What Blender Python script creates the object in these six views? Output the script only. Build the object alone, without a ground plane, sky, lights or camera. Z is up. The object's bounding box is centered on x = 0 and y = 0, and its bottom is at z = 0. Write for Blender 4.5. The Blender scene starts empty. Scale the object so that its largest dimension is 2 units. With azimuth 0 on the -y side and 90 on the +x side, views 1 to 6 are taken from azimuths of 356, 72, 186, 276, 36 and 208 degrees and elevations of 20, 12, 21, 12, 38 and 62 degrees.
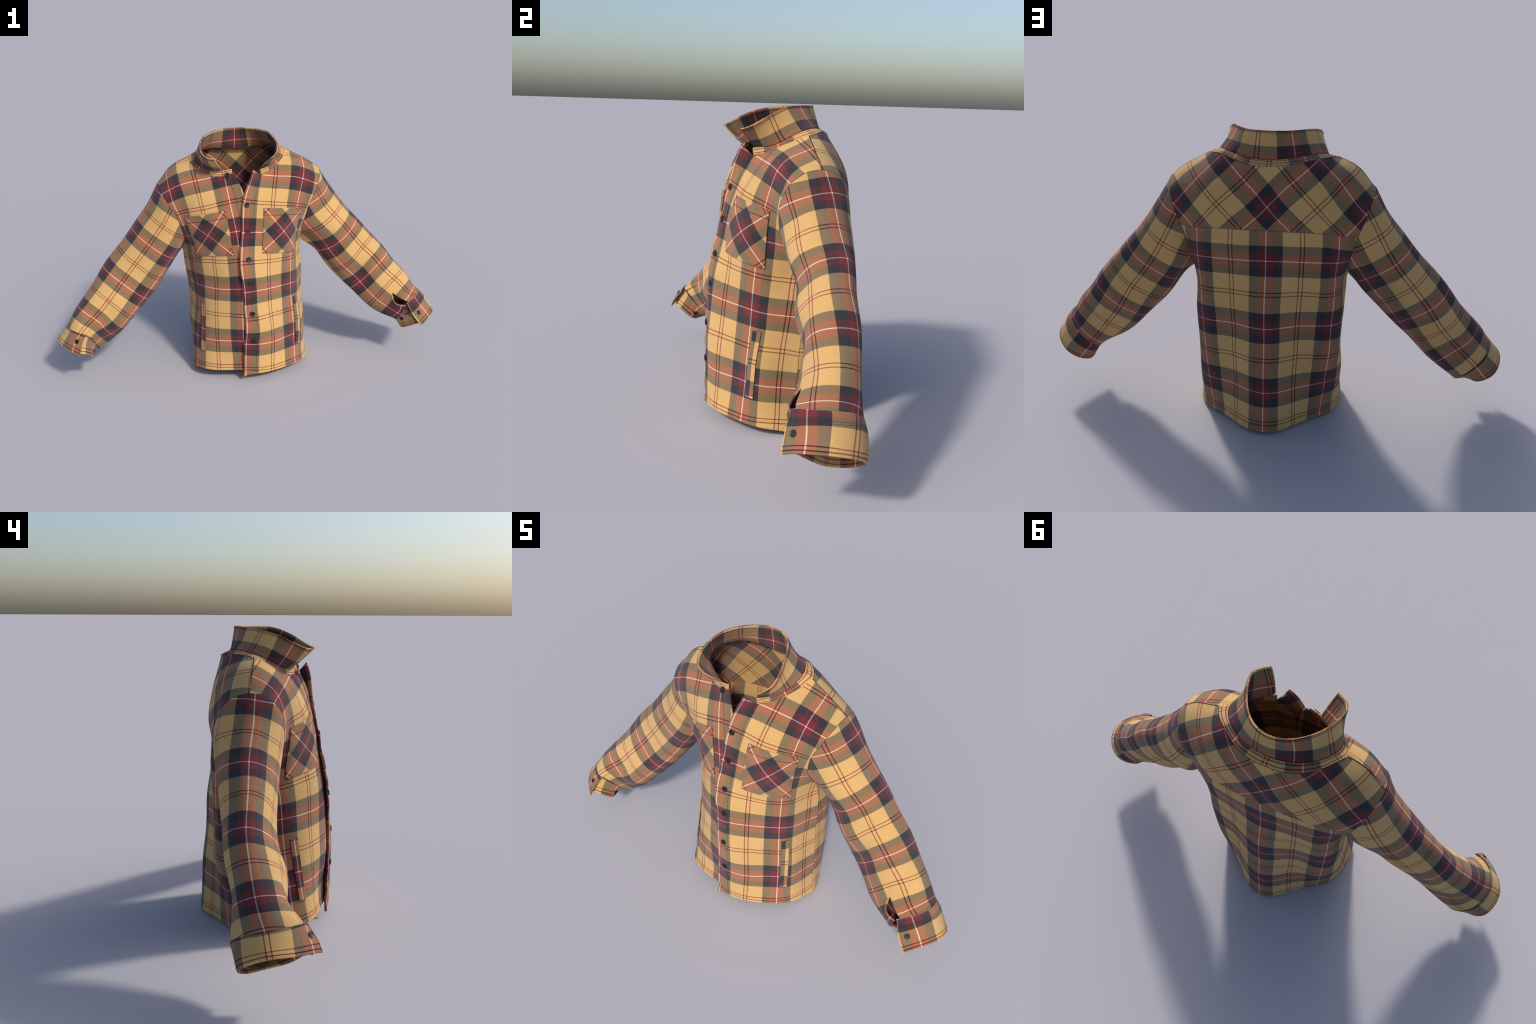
"""A plaid flannel overshirt, cut like the real garment: every panel is a pattern piece laid flat on the
bolt of cloth (the Basis shape) and draped on an invisible body by the 'worn' shape key.  The plaid is a
procedural weave on Generated coordinates, i.e. on the position of the piece on the bolt, so a piece that is
turned 45 degrees on the bolt is cut on the bias, as the yoke and the chest pockets are.
Pattern coordinates (s across, t down) count repeats of the plaid; one repeat is REPEAT metres of cloth."""
import bpy, math
import numpy as np
from mathutils import noise as mnoise, Vector

REPEAT = 0.29
R2 = math.sqrt(0.5)

# ---------------------------------------------------------------- drape: control cages of the cloth panels
# each cage is a loft through cross-sections: one row per t (down the cloth), control points along s, in mm
CAGES = {}


def cage(name, dom, *rows):
    net = np.array(rows, float).reshape(len(rows), -1, 3).transpose(1, 0, 2) / 1000.0
    CAGES[name] = (dom, net)


def row(*v):
    return v


# front, button side: 9 points across s = -0.1..1.85, 16 sections down t = -0.85..3.7
cage("FL", (-0.1, 1.85, -0.85, 3.7),
     row(37,-31,1417, 67,36,1384, 136,86,1328, 204,143,1274, 305,188,1212, 363,210,1163, 415,244,1107, 518,264,1060, 569,302,1038),
     row(7,-80,1356, 77,-34,1298, 131,23,1250, 203,75,1201, 279,101,1152, 367,116,1115, 440,146,1065, 510,175,1020, 606,188,979),
     row(14,-160,1276, 57,-97,1226, 122,-45,1174, 197,1,1133, 296,11,1105, 368,24,1076, 428,63,1013, 529,76,986, 596,110,954),
     row(5,-220,1193, 78,-186,1138, 101,-95,1094, 196,-83,1070, 288,-100,1085, 379,-85,1029, 456,-37,996, 542,-24,971, 631,1,935),
     row(-52,-259,1082, 16,-206,1047, 79,-143,1004, 176,-140,998, 265,-138,981, 336,-89,942, 439,-115,915, 524,-83,876, 607,-64,845),
     row(-116,-236,962, -31,-193,942, 65,-184,921, 159,-201,913, 244,-150,891, 316,-104,868, 399,-84,818, 474,-39,788, 560,-3,757),
     row(-136,-236,844, -29,-225,824, 51,-213,825, 147,-217,811, 232,-180,792, 273,-96,779, 341,-24,765, 415,28,744, 482,96,725),
     row(-145,-253,764, -47,-246,723, 42,-224,722, 131,-216,707, 216,-174,698, 270,-109,679, 283,6,680, 348,81,674, 415,135,652),
     row(-148,-269,602, -62,-270,624, 37,-262,619, 120,-211,606, 208,-187,602, 265,-108,588, 279,-16,574, 339,74,568, 357,152,561),
     row(-150,-262,512, -35,-265,513, 41,-284,519, 121,-226,507, 197,-182,506, 272,-127,490, 294,-23,487, 322,68,469, 362,150,463),
     row(-152,-253,421, -44,-276,404, 33,-281,422, 120,-234,412, 199,-188,408, 263,-120,397, 276,-36,389, 314,52,371, 335,139,359),
     row(-133,-267,322, -38,-270,305, 52,-305,313, 123,-248,315, 198,-192,304, 285,-152,302, 293,-49,294, 317,36,274, 348,136,288),
     row(-143,-256,233, -57,-268,221, 38,-289,212, 137,-260,206, 197,-195,207, 285,-153,200, 289,-58,190, 324,39,187, 337,118,178),
     row(-152,-258,117, -59,-268,118, 33,-294,114, 118,-255,110, 203,-208,110, 276,-156,103, 302,-57,102, 304,31,86, 327,138,100),
     row(-157,-254,29, -65,-267,20, 27,-283,11, 121,-271,7, 209,-226,9, 279,-154,2, 312,-70,5, 323,35,-5, 337,99,-31),
     row(-168,-251,-89, -76,-270,-85, 19,-290,-90, 126,-263,-90, 206,-230,-93, 276,-169,-98, 324,-66,-103, 339,-25,-118, 343,188,-89))
# front, under-wrap side: 10 points across s = -0.35..1.85, 16 sections down t = -0.85..3.7
cage("FR", (-0.35, 1.85, -0.85, 3.7),
     row(74,120,1345, -22,130,1328, -100,148,1295, -190,164,1263, -266,190,1220, -353,210,1178, -366,247,1094, -443,277,1029, -524,301,1005, -611,322,978),
     row(72,36,1295, -12,50,1264, -100,63,1239, -182,82,1206, -266,96,1172, -331,120,1123, -399,149,1068, -460,177,1013, -545,198,977, -630,219,960),
     row(83,-43,1226, -6,-31,1204, -91,-17,1177, -181,-7,1155, -266,9,1126, -368,19,1106, -394,59,1025, -474,82,977, -567,103,978, -647,122,944),
     row(90,-113,1161, 6,-106,1133, -85,-98,1116, -166,-72,1077, -265,-85,1077, -350,-75,1052, -410,-42,1003, -506,-22,996, -587,-1,965, -679,21,948),
     row(112,-163,1065, 22,-161,1046, -67,-155,1030, -152,-138,1007, -243,-137,995, -320,-106,962, -410,-106,926, -499,-96,903, -577,-59,867, -661,-36,848),
     row(123,-190,965, 40,-189,945, -55,-177,934, -140,-189,920, -227,-168,896, -292,-111,885, -375,-86,845, -453,-53,804, -532,-17,783, -611,22,750),
     row(146,-221,858, 53,-212,846, -35,-213,832, -124,-202,818, -206,-164,801, -279,-117,779, -329,-34,778, -403,16,759, -477,56,726, -559,88,699),
     row(155,-245,750, 67,-235,740, -24,-224,731, -112,-205,722, -179,-149,707, -253,-91,694, -284,-5,688, -336,84,683, -431,102,654, -492,170,637),
     row(163,-268,640, 72,-255,634, -17,-240,630, -106,-231,618, -186,-181,619, -251,-112,593, -286,-16,589, -327,61,566, -382,136,566, -444,203,536),
     row(162,-293,531, 72,-271,528, -17,-260,529, -103,-235,516, -175,-181,508, -243,-118,512, -275,-27,495, -297,62,478, -335,148,472, -372,225,450),
     row(153,-309,420, 67,-288,426, -23,-265,425, -107,-229,425, -189,-191,419, -249,-121,415, -260,-33,398, -281,53,380, -311,140,372, -335,227,356),
     row(148,-320,318, 60,-295,324, -28,-273,324, -114,-241,324, -194,-202,321, -247,-134,317, -278,-51,303, -311,31,287, -315,125,271, -331,209,255),
     row(143,-311,228, 62,-289,223, -31,-261,226, -112,-236,222, -197,-214,216, -264,-147,218, -297,-67,201, -295,21,191, -306,107,168, -315,199,158),
     row(156,-303,128, 65,-278,125, -20,-254,122, -108,-229,121, -197,-222,123, -269,-167,121, -302,-83,105, -301,-3,76, -302,90,70, -306,177,43),
     row(154,-303,24, 68,-283,23, -23,-263,21, -112,-252,22, -203,-242,24, -278,-188,27, -314,-108,6, -300,-20,-21, -305,72,-33, -302,158,-53),
     row(158,-315,-74, 67,-289,-77, -21,-273,-80, -115,-266,-79, -211,-258,-75, -305,-222,-74, -322,-140,-92, -318,-39,-115, -303,57,-137, -321,142,-137))
# back and yoke: 15 points across s = -1.75..1.75, 17 sections down t = -0.85..3.75
cage("B", (-1.75, 1.75, -0.85, 3.75),
     row(-379,-299,1131, -373,-174,1179, -274,-146,1184, -232,-98,1212, -171,-53,1245, -145,27,1308, -92,84,1346, -12,112,1356, 67,88,1350, 136,14,1321, 174,-50,1251, 207,-99,1212, 244,-141,1150, 336,-193,1147, 323,-271,1082),
     row(-460,-145,1074, -389,-121,1112, -337,-64,1152, -246,-32,1137, -197,23,1190, -162,79,1238, -95,133,1261, -10,147,1269, 73,126,1262, 143,87,1246, 194,27,1208, 228,-19,1135, 306,-69,1137, 355,-121,1098, 437,-158,1070),
     row(-453,-119,1033, -411,-43,1048, -354,6,1096, -300,54,1118, -231,89,1131, -172,147,1161, -91,171,1175, -8,181,1179, 74,166,1176, 153,127,1163, 226,102,1148, 282,61,1127, 347,5,1092, 408,-41,1055, 446,-120,1027),
     row(-526,-2,949, -431,1,985, -400,84,1032, -313,127,1069, -247,161,1079, -170,172,1074, -83,197,1080, -7,181,1080, 71,192,1081, 153,188,1086, 238,164,1080, 313,120,1058, 388,84,1062, 446,14,995, 514,6,997),
     row(-538,71,953, -478,113,960, -384,145,958, -307,164,960, -238,193,976, -159,208,989, -69,225,993, -4,207,989, 63,212,989, 160,209,996, 242,209,996, 310,180,982, 383,152,968, 472,122,981, 544,88,949),
     row(-559,90,862, -481,123,861, -405,158,862, -328,189,872, -249,216,890, -165,228,898, -83,229,899, -2,219,902, 80,221,901, 161,215,904, 241,209,897, 315,177,891, 395,144,877, 466,104,864, 544,70,880),
     row(-525,3,797, -450,55,786, -391,110,785, -326,166,779, -253,189,812, -167,200,811, -83,211,812, 0,225,815, 84,227,812, 166,213,811, 253,199,809, 323,160,798, 352,76,815, 426,29,810, 493,-21,808),
     row(-457,-61,711, -398,-3,723, -337,57,725, -306,137,705, -248,207,717, -162,220,717, -82,216,722, -1,231,724, 82,218,722, 165,200,718, 249,190,719, 325,133,705, 324,42,728, 379,-21,732, 435,-85,727),
     row(-384,-111,625, -353,-27,626, -299,39,647, -307,140,620, -250,208,620, -157,190,630, -80,217,629, 3,251,637, 83,228,630, 160,197,630, 253,194,622, 306,122,620, 281,12,638, 339,-50,636, 381,-125,627),
     row(-309,-103,508, -306,-19,542, -321,72,537, -311,147,530, -237,202,532, -151,200,535, -73,235,536, 3,268,542, 84,242,540, 157,205,534, 242,196,532, 317,134,524, 305,47,539, 313,-43,538, 329,-126,516),
     row(-244,-80,429, -263,6,463, -305,76,445, -302,160,438, -231,191,443, -141,187,441, -75,232,445, 2,271,447, 82,242,447, 149,192,444, 243,196,445, 301,137,432, 317,53,453, 291,-30,450, 293,-114,442),
     row(-252,-78,343, -273,8,372, -302,86,346, -306,165,347, -226,211,347, -139,184,350, -73,238,352, 2,271,358, 84,251,355, 149,198,354, 236,197,348, 300,136,343, 306,52,352, 294,-28,361, 287,-118,358),
     row(-276,-90,285, -296,-10,281, -319,71,262, -285,148,252, -217,183,252, -131,193,253, -70,252,254, 4,292,264, 85,257,264, 143,201,258, 227,186,256, 296,137,245, 312,48,261, 310,-37,274, 305,-120,272),
     row(-285,-110,192, -280,-22,184, -316,55,170, -283,123,160, -209,156,164, -128,196,153, -72,253,164, 3,294,171, 83,257,170, 143,201,168, 224,174,165, 291,128,160, 318,38,167, 303,-40,187, 303,-131,173),
     row(-302,-121,98, -298,-45,90, -306,45,63, -259,107,72, -200,164,67, -131,200,70, -74,263,72, 5,295,75, 85,264,77, 143,208,71, 211,157,77, 282,117,67, 309,40,85, 301,-43,94, 304,-129,90),
     row(-316,-143,9, -310,-60,-10, -300,21,-19, -260,101,-28, -189,144,-23, -126,203,-29, -75,268,-24, 5,304,-19, 89,273,-21, 142,207,-22, 205,151,-22, 274,99,-19, 321,31,-12, 320,-50,7, 329,-142,4),
     row(-303,-152,-92, -315,-80,-97, -295,21,-128, -244,91,-116, -191,153,-127, -132,202,-118, -72,277,-118, 10,311,-115, 89,278,-113, 150,212,-120, 204,150,-114, 273,101,-126, 326,15,-99, 339,-69,-98, 321,-131,-73))
# sleeve, wearer left: 13 points across s = -1.5..1.5, 13 sections down t = -0.5..3.4
cage("SL", (-1.5, 1.5, -0.5, 3.4),
     row(-25,-44,971, 20,13,1008, 85,71,1044, 139,108,1077, 229,145,1129, 292,91,1157, 347,53,1185, 316,-48,1162, 279,-125,1118, 178,-91,1099, 108,-74,1050, 35,-35,1018, -10,4,956),
     row(23,-38,878, 82,17,911, 140,70,946, 207,118,987, 276,148,1024, 357,126,1066, 392,31,1074, 392,-55,1070, 310,-93,1039, 239,-102,990, 163,-72,953, 94,-35,914, 18,3,887),
     row(87,-48,783, 143,9,816, 197,71,849, 253,123,882, 327,160,927, 416,148,968, 453,52,988, 426,-42,957, 379,-127,928, 283,-104,893, 214,-71,853, 147,-27,816, 85,16,777),
     row(157,-58,689, 209,5,721, 260,63,755, 320,121,793, 381,157,827, 455,131,857, 506,61,907, 485,-46,892, 399,-64,831, 334,-98,796, 273,-68,748, 213,-12,721, 146,36,689),
     row(270,-113,633, 290,-23,638, 340,49,677, 352,136,680, 433,156,724, 512,132,779, 563,56,830, 538,-41,806, 488,-117,768, 416,-103,699, 351,-12,689, 284,39,636, 239,101,620),
     row(354,-147,644, 428,-58,623, 384,24,567, 417,102,588, 490,110,643, 562,120,683, 627,75,758, 606,-49,745, 541,-63,673, 477,-61,623, 400,-37,579, 398,64,584, 348,117,509),
     row(497,-148,567, 491,-82,540, 437,-18,477, 473,65,510, 561,86,560, 626,100,607, 691,42,687, 655,-52,672, 584,-81,620, 528,-130,551, 459,-59,503, 448,32,478, 416,95,439),
     row(533,-198,488, 531,-121,453, 526,-42,406, 537,48,424, 610,90,467, 682,83,529, 756,62,599, 744,-72,612, 655,-112,543, 619,-63,478, 531,-69,417, 486,6,379, 451,59,331),
     row(600,-228,415, 600,-148,389, 600,-70,345, 587,9,337, 658,34,398, 729,71,436, 808,46,514, 787,-65,523, 704,-113,478, 646,-120,415, 602,-76,356, 560,-27,293, 535,25,226),
     row(639,-276,341, 658,-193,307, 663,-116,273, 670,-26,256, 729,37,316, 787,32,368, 871,22,438, 871,-89,468, 776,-130,414, 719,-143,355, 657,-135,280, 655,-64,222, 632,-12,163),
     row(743,-310,272, 752,-226,247, 770,-140,244, 773,-64,218, 770,14,229, 842,38,294, 916,4,357, 894,-100,375, 836,-179,364, 787,-226,309, 765,-156,243, 758,-88,192, 746,-26,123),
     row(844,-329,209, 845,-249,191, 863,-161,175, 844,-81,137, 877,19,155, 941,7,232, 976,-46,294, 975,-117,379, 950,-218,319, 891,-230,246, 853,-187,178, 846,-116,130, 823,-48,79),
     row(907,-368,126, 941,-271,128, 934,-193,96, 930,-90,58, 947,-13,92, 1004,-12,141, 1055,-90,211, 1087,-165,221, 1022,-209,266, 973,-273,177, 941,-218,118, 935,-153,64, 930,-83,5))
# sleeve, wearer right: 13 points across s = -1.5..1.5, 13 sections down t = -0.5..3.7
cage("SR", (-1.5, 1.5, -0.5, 3.7),
     row(85,21,1028, 1,83,1045, -67,112,1105, -130,119,1140, -219,114,1199, -297,75,1241, -315,-12,1200, -258,-107,1204, -176,-91,1141, -93,-106,1094, -32,-69,1053, 31,-31,1004, 98,55,992),
     row(-3,47,901, -62,76,955, -129,113,992, -205,138,1044, -277,132,1085, -343,78,1116, -363,-17,1133, -308,-66,1079, -240,-105,1041, -170,-91,991, -99,-60,947, -38,-3,916, 16,42,876),
     row(-64,25,816, -134,73,847, -197,114,896, -262,134,936, -341,141,987, -413,94,1025, -434,9,1000, -387,-92,995, -306,-102,937, -231,-93,890, -168,-46,851, -115,13,817, -56,80,791),
     row(-164,-13,718, -205,49,764, -262,116,781, -328,177,836, -401,173,884, -472,105,908, -467,-9,923, -426,-70,872, -365,-121,836, -305,-82,772, -241,-24,756, -205,66,747, -169,136,747),
     row(-233,-54,678, -299,12,661, -327,99,693, -375,164,719, -448,156,762, -529,114,816, -549,3,847, -495,-70,798, -420,-92,750, -344,-90,686, -311,1,670, -313,83,687, -297,178,663),
     row(-339,-85,620, -389,-32,599, -362,78,561, -445,94,636, -506,142,665, -590,113,736, -607,1,761, -547,-76,720, -495,-91,666, -414,-89,603, -376,-14,572, -383,76,584, -407,159,569),
     row(-393,-134,504, -420,-56,486, -463,24,492, -505,93,529, -577,119,589, -649,93,639, -679,-6,700, -625,-70,634, -554,-72,583, -491,-103,518, -428,-29,474, -474,62,505, -475,133,487),
     row(-456,-165,427, -509,-96,420, -514,-2,395, -560,62,449, -637,84,492, -719,101,556, -768,-6,604, -686,-69,549, -626,-90,505, -553,-111,448, -503,-51,388, -548,41,427, -573,99,396),
     row(-558,-215,354, -585,-129,338, -585,-45,330, -611,29,367, -691,79,403, -770,74,465, -804,-17,526, -752,-98,488, -680,-145,442, -607,-147,383, -576,-74,326, -613,15,333, -623,95,322),
     row(-661,-226,248, -664,-139,254, -663,-51,234, -677,37,267, -748,19,336, -830,46,374, -887,-35,440, -812,-140,422, -749,-111,353, -697,-167,276, -665,-87,239, -667,5,238, -643,89,199),
     row(-757,-232,220, -767,-145,204, -751,-62,174, -775,24,186, -834,59,249, -888,23,316, -932,-61,361, -904,-157,358, -805,-202,333, -802,-118,258, -756,-88,191, -739,-22,128, -727,54,93),
     row(-854,-253,138, -849,-165,116, -843,-84,106, -850,4,101, -910,39,176, -975,-14,232, -960,-107,266, -951,-193,279, -884,-267,259, -821,-209,204, -856,-118,141, -843,-72,74, -840,-9,2),
     row(-926,-260,27, -937,-173,40, -911,-84,-19, -964,16,35, -1027,37,83, -1016,-60,130, -1060,-110,145, -1038,-211,162, -947,-284,147, -905,-249,61, -925,-227,70, -923,-107,2, -915,-85,-20))
# cuff, left: 10 points across s = -2.2..0.3, 4 sections down t = -0.03..0.6
cage("CL", (-2.2, 0.3, -0.03, 0.6),
     row(500,-49,-313, 750,-284,554, 565,-355,-155, 845,-162,-92, 563,-151,359, 943,47,464, 823,-216,271, 958,-121,432, 573,-77,630, 1020,-895,-1),
     row(887,-171,590, 820,-195,279, 758,-157,313, 788,-73,319, 809,58,182, 808,48,292, 945,22,446, 844,-176,359, 841,-216,343, 652,-116,407),
     row(955,-377,282, 948,-261,312, 988,-127,233, 841,-76,110, 784,-54,153, 1019,67,213, 1010,-144,184, 1004,-162,281, 847,-262,192, 791,-455,120),
     row(1182,-241,171, 986,-370,50, 803,-367,-65, 861,-211,29, 1157,105,-96, 822,-166,-79, 1197,38,366, 917,-365,-24, 1155,-282,256, 1011,-296,-103))
# cuff, right: 11 points across s = -2.6..0.15, 4 sections down t = 0.15..0.6
cage("CR", (-2.6, 0.15, 0.15, 0.6),
     row(-790,-281,547, -896,-208,455, -645,-219,403, -589,-265,35, -668,-10,142, -682,128,192, -845,86,391, -843,-60,434, -819,-132,416, -758,-116,359, -620,-368,353),
     row(-995,-293,351, -890,-244,372, -838,-178,297, -830,-99,243, -781,-22,84, -836,56,211, -898,27,277, -960,-67,335, -899,-182,328, -832,-255,294, -766,-96,406),
     row(-1000,-294,349, -954,-273,191, -849,-231,244, -765,-127,127, -934,-98,199, -846,-37,101, -986,47,192, -1016,-106,251, -966,-195,235, -876,-258,249, -716,-475,41),
     row(-1010,-605,29, -983,-222,154, -802,-380,2, -921,-412,-28, -1009,-121,164, -1003,-71,60, -1065,-83,4, -1084,-114,154, -1043,-233,106, -813,-366,-40, -968,-38,277))
# collar leaf: 12 points across s = -1.6..2.1, 5 sections down t = -0.5..0.02
cage("CO", (-1.6, 2.1, -0.5, 0.02),
     row(-22,-361,1289, -103,-253,1203, -219,-226,1229, -171,-98,1289, -151,17,1318, -66,115,1327, 27,116,1341, 85,53,1304, 137,-52,1326, 248,-223,1238, 172,-230,1177, 135,-413,1281),
     row(14,-281,1199, -71,-219,1166, -198,-178,1159, -197,-67,1227, -162,31,1253, -79,132,1251, 30,142,1251, 123,71,1250, 164,-41,1255, 210,-142,1185, 135,-229,1125, 34,-311,1266),
     row(54,-235,1128, -44,-169,1122, -158,-140,1100, -232,-46,1167, -182,69,1193, -89,116,1191, 33,162,1200, 137,95,1196, 200,-5,1194, 178,-124,1118, 71,-179,1116, 24,-298,1097),
     row(95,-179,1074, -21,-117,1076, -126,-73,1056, -255,-39,1123, -207,101,1162, -94,159,1147, 32,149,1118, 166,133,1172, 242,4,1161, 147,-73,1055, 38,-133,1075, -40,-231,1043),
     row(106,-56,1049, 15,-88,1023, -119,-4,1017, -275,-1,1023, -250,139,1088, -125,211,1086, 44,161,1033, 208,171,1101, 294,44,1089, 131,-9,989, 0,-106,1049, -59,-139,917))


class Drape:
    """Uniform cubic B-spline sheet over the flat cloth (s, t) -> space."""

    def __init__(self, name):
        self.dom, self.net = CAGES[name]
        self.n, self.m = self.net.shape[:2]

    def weights(self, x, lo, hi, n, deriv):
        h = (hi - lo) / (n - 3)
        x = np.clip((x - lo) / h, 1e-9, n - 3 - 1e-9)
        i = x.astype(int)
        f = x - i
        if deriv:
            w = np.stack([-(1 - f) ** 2 / 2, (3 * f * f - 4 * f) / 2, (-3 * f * f + 2 * f + 1) / 2, f * f / 2], -1) / h
        else:
            w = np.stack([(1 - f) ** 3 / 6, (3 * f ** 3 - 6 * f * f + 4) / 6, (-3 * f ** 3 + 3 * f * f + 3 * f + 1) / 6, f ** 3 / 6], -1)
        return i, w

    def at(self, s, t, ds=0, dt=0):
        s, t = np.asarray(s, float), np.asarray(t, float)
        s0, s1, t0, t1 = self.dom
        i, ws = self.weights(s, s0, s1, self.n, ds)
        j, wt = self.weights(t, t0, t1, self.m, dt)
        out = np.zeros(s.shape + (3,))
        for a in range(4):
            for b in range(4):
                out += (ws[..., a] * wt[..., b])[..., None] * self.net[i + a, j + b]
        return out

    def frame(self, s, t, sign):
        p, a, b = self.at(s, t), self.at(s, t, 1, 0), self.at(s, t, 0, 1)
        n = np.cross(a, b) * sign
        return p, n / np.linalg.norm(n, axis=-1, keepdims=True)


# ---------------------------------------------------------------- pattern piece helpers
def unit(v):
    return v / (np.linalg.norm(v, axis=-1, keepdims=True) + 1e-12)


def resample(poly, u):
    """Points at fractions u of the length of a polyline, rounded a little at its corners."""
    p = np.array(poly, float)
    d = np.concatenate([[0], np.cumsum(np.linalg.norm(np.diff(p, axis=0), axis=1))])
    x = np.asarray(u) * d[-1]
    return np.stack([np.interp(x, d, p[:, k]) for k in (0, 1)], -1)


def smooth_curve(poly, n=60):
    """Catmull-Rom through the points of a seam line."""
    p = np.array(poly, float)
    q = np.vstack([2 * p[0] - p[1], p, 2 * p[-1] - p[-2]])
    out = []
    for k in range(1, len(q) - 2):
        f = np.linspace(0, 1, max(3, n // (len(p) - 1)), endpoint=False)[:, None]
        a, b, c, d = q[k - 1], q[k], q[k + 1], q[k + 2]
        out.append(0.5 * (2 * b + (c - a) * f + (2 * a - 5 * b + 4 * c - d) * f ** 2 + (-a + 3 * b - 3 * c + d) * f ** 3))
    return np.vstack(out + [p[-1:]])


def spaced(length, cell, rim=(0.0008, 0.002, 0.0045)):
    """Fractions along a side of given length, with extra loops close to both ends for the rolled edges."""
    n = max(4, int(length / cell))
    e = np.array([r / length for r in rim])
    mid = np.linspace(e[-1], 1 - e[-1], n + 1)
    return np.concatenate([[0], e[:-1], mid, 1 - e[:-1][::-1], [1]])


def coons(bottom, right, top, left, cell):
    """Grid of pattern points inside four outline curves; rows run from bottom to top."""
    ln = lambda c: np.linalg.norm(np.diff(np.array(c), axis=0), axis=1).sum() * REPEAT
    u = spaced(max(ln(bottom), ln(top)), cell)
    v = spaced(max(ln(left), ln(right)), cell)
    B, T, L, Rr = resample(bottom, u), resample(top, u), resample(left, v), resample(right, v)
    U, V = u[None, :, None], v[:, None, None]
    g = (1 - V) * B[None] + V * T[None] + (1 - U) * L[:, None] + U * Rr[:, None]
    g -= (1 - U) * (1 - V) * B[0] + U * (1 - V) * B[-1] + (1 - U) * V * T[0] + U * V * T[-1]
    return g[..., 0], g[..., 1]


def grid_normals(P, sign):
    a = np.gradient(P, axis=1)
    b = np.gradient(P, axis=0)
    return unit(np.cross(a, b)) * sign


def edge_distance(P):
    """Distance along the cloth to the four borders of a grid (bottom, right, top, left)."""
    du = np.linalg.norm(np.diff(P, axis=1), axis=2)
    dv = np.linalg.norm(np.diff(P, axis=0), axis=2)
    cu = np.concatenate([np.zeros((len(P), 1)), np.cumsum(du, 1)], 1)
    cv = np.concatenate([np.zeros((1, P.shape[1])), np.cumsum(dv, 0)], 0)
    return cv, cu[:, -1:] - cu, cv[-1:] - cv, cu


def fbm(P, scale, seed):
    o = Vector((seed * 7.31, seed * 3.17, seed * 1.73))
    f = P.reshape(-1, 3)
    return np.array([mnoise.fractal(Vector(p) * scale + o, 1.0, 2.0, 2) for p in f]).reshape(P.shape[:-1])


# ---------------------------------------------------------------- scene bookkeeping
root = bpy.data.objects.new("flannel_shirt", None)
bpy.context.collection.objects.link(root)
root["label"] = "thick plaid flannel overshirt with chest pockets, raised collar and spread sleeves"
root["category"] = "shirt"


def put(name, mesh, parent, mats):
    ob = bpy.data.objects.new(name, mesh)
    bpy.context.collection.objects.link(ob)
    ob.parent = parent
    for m in mats:
        mesh.materials.append(m)
    return ob


# ---------------------------------------------------------------- materials
def srgb(r, g, b):
    return (r / 255.0, g / 255.0, b / 255.0, 1.0)


YELLOW, NAVY, RED, WHITE, CLARET = srgb(*(201, 161, 102)), srgb(*(44, 45, 52)), srgb(*(106, 37, 41)), srgb(*(212, 210, 212)), srgb(*(92, 10, 26))


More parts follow.
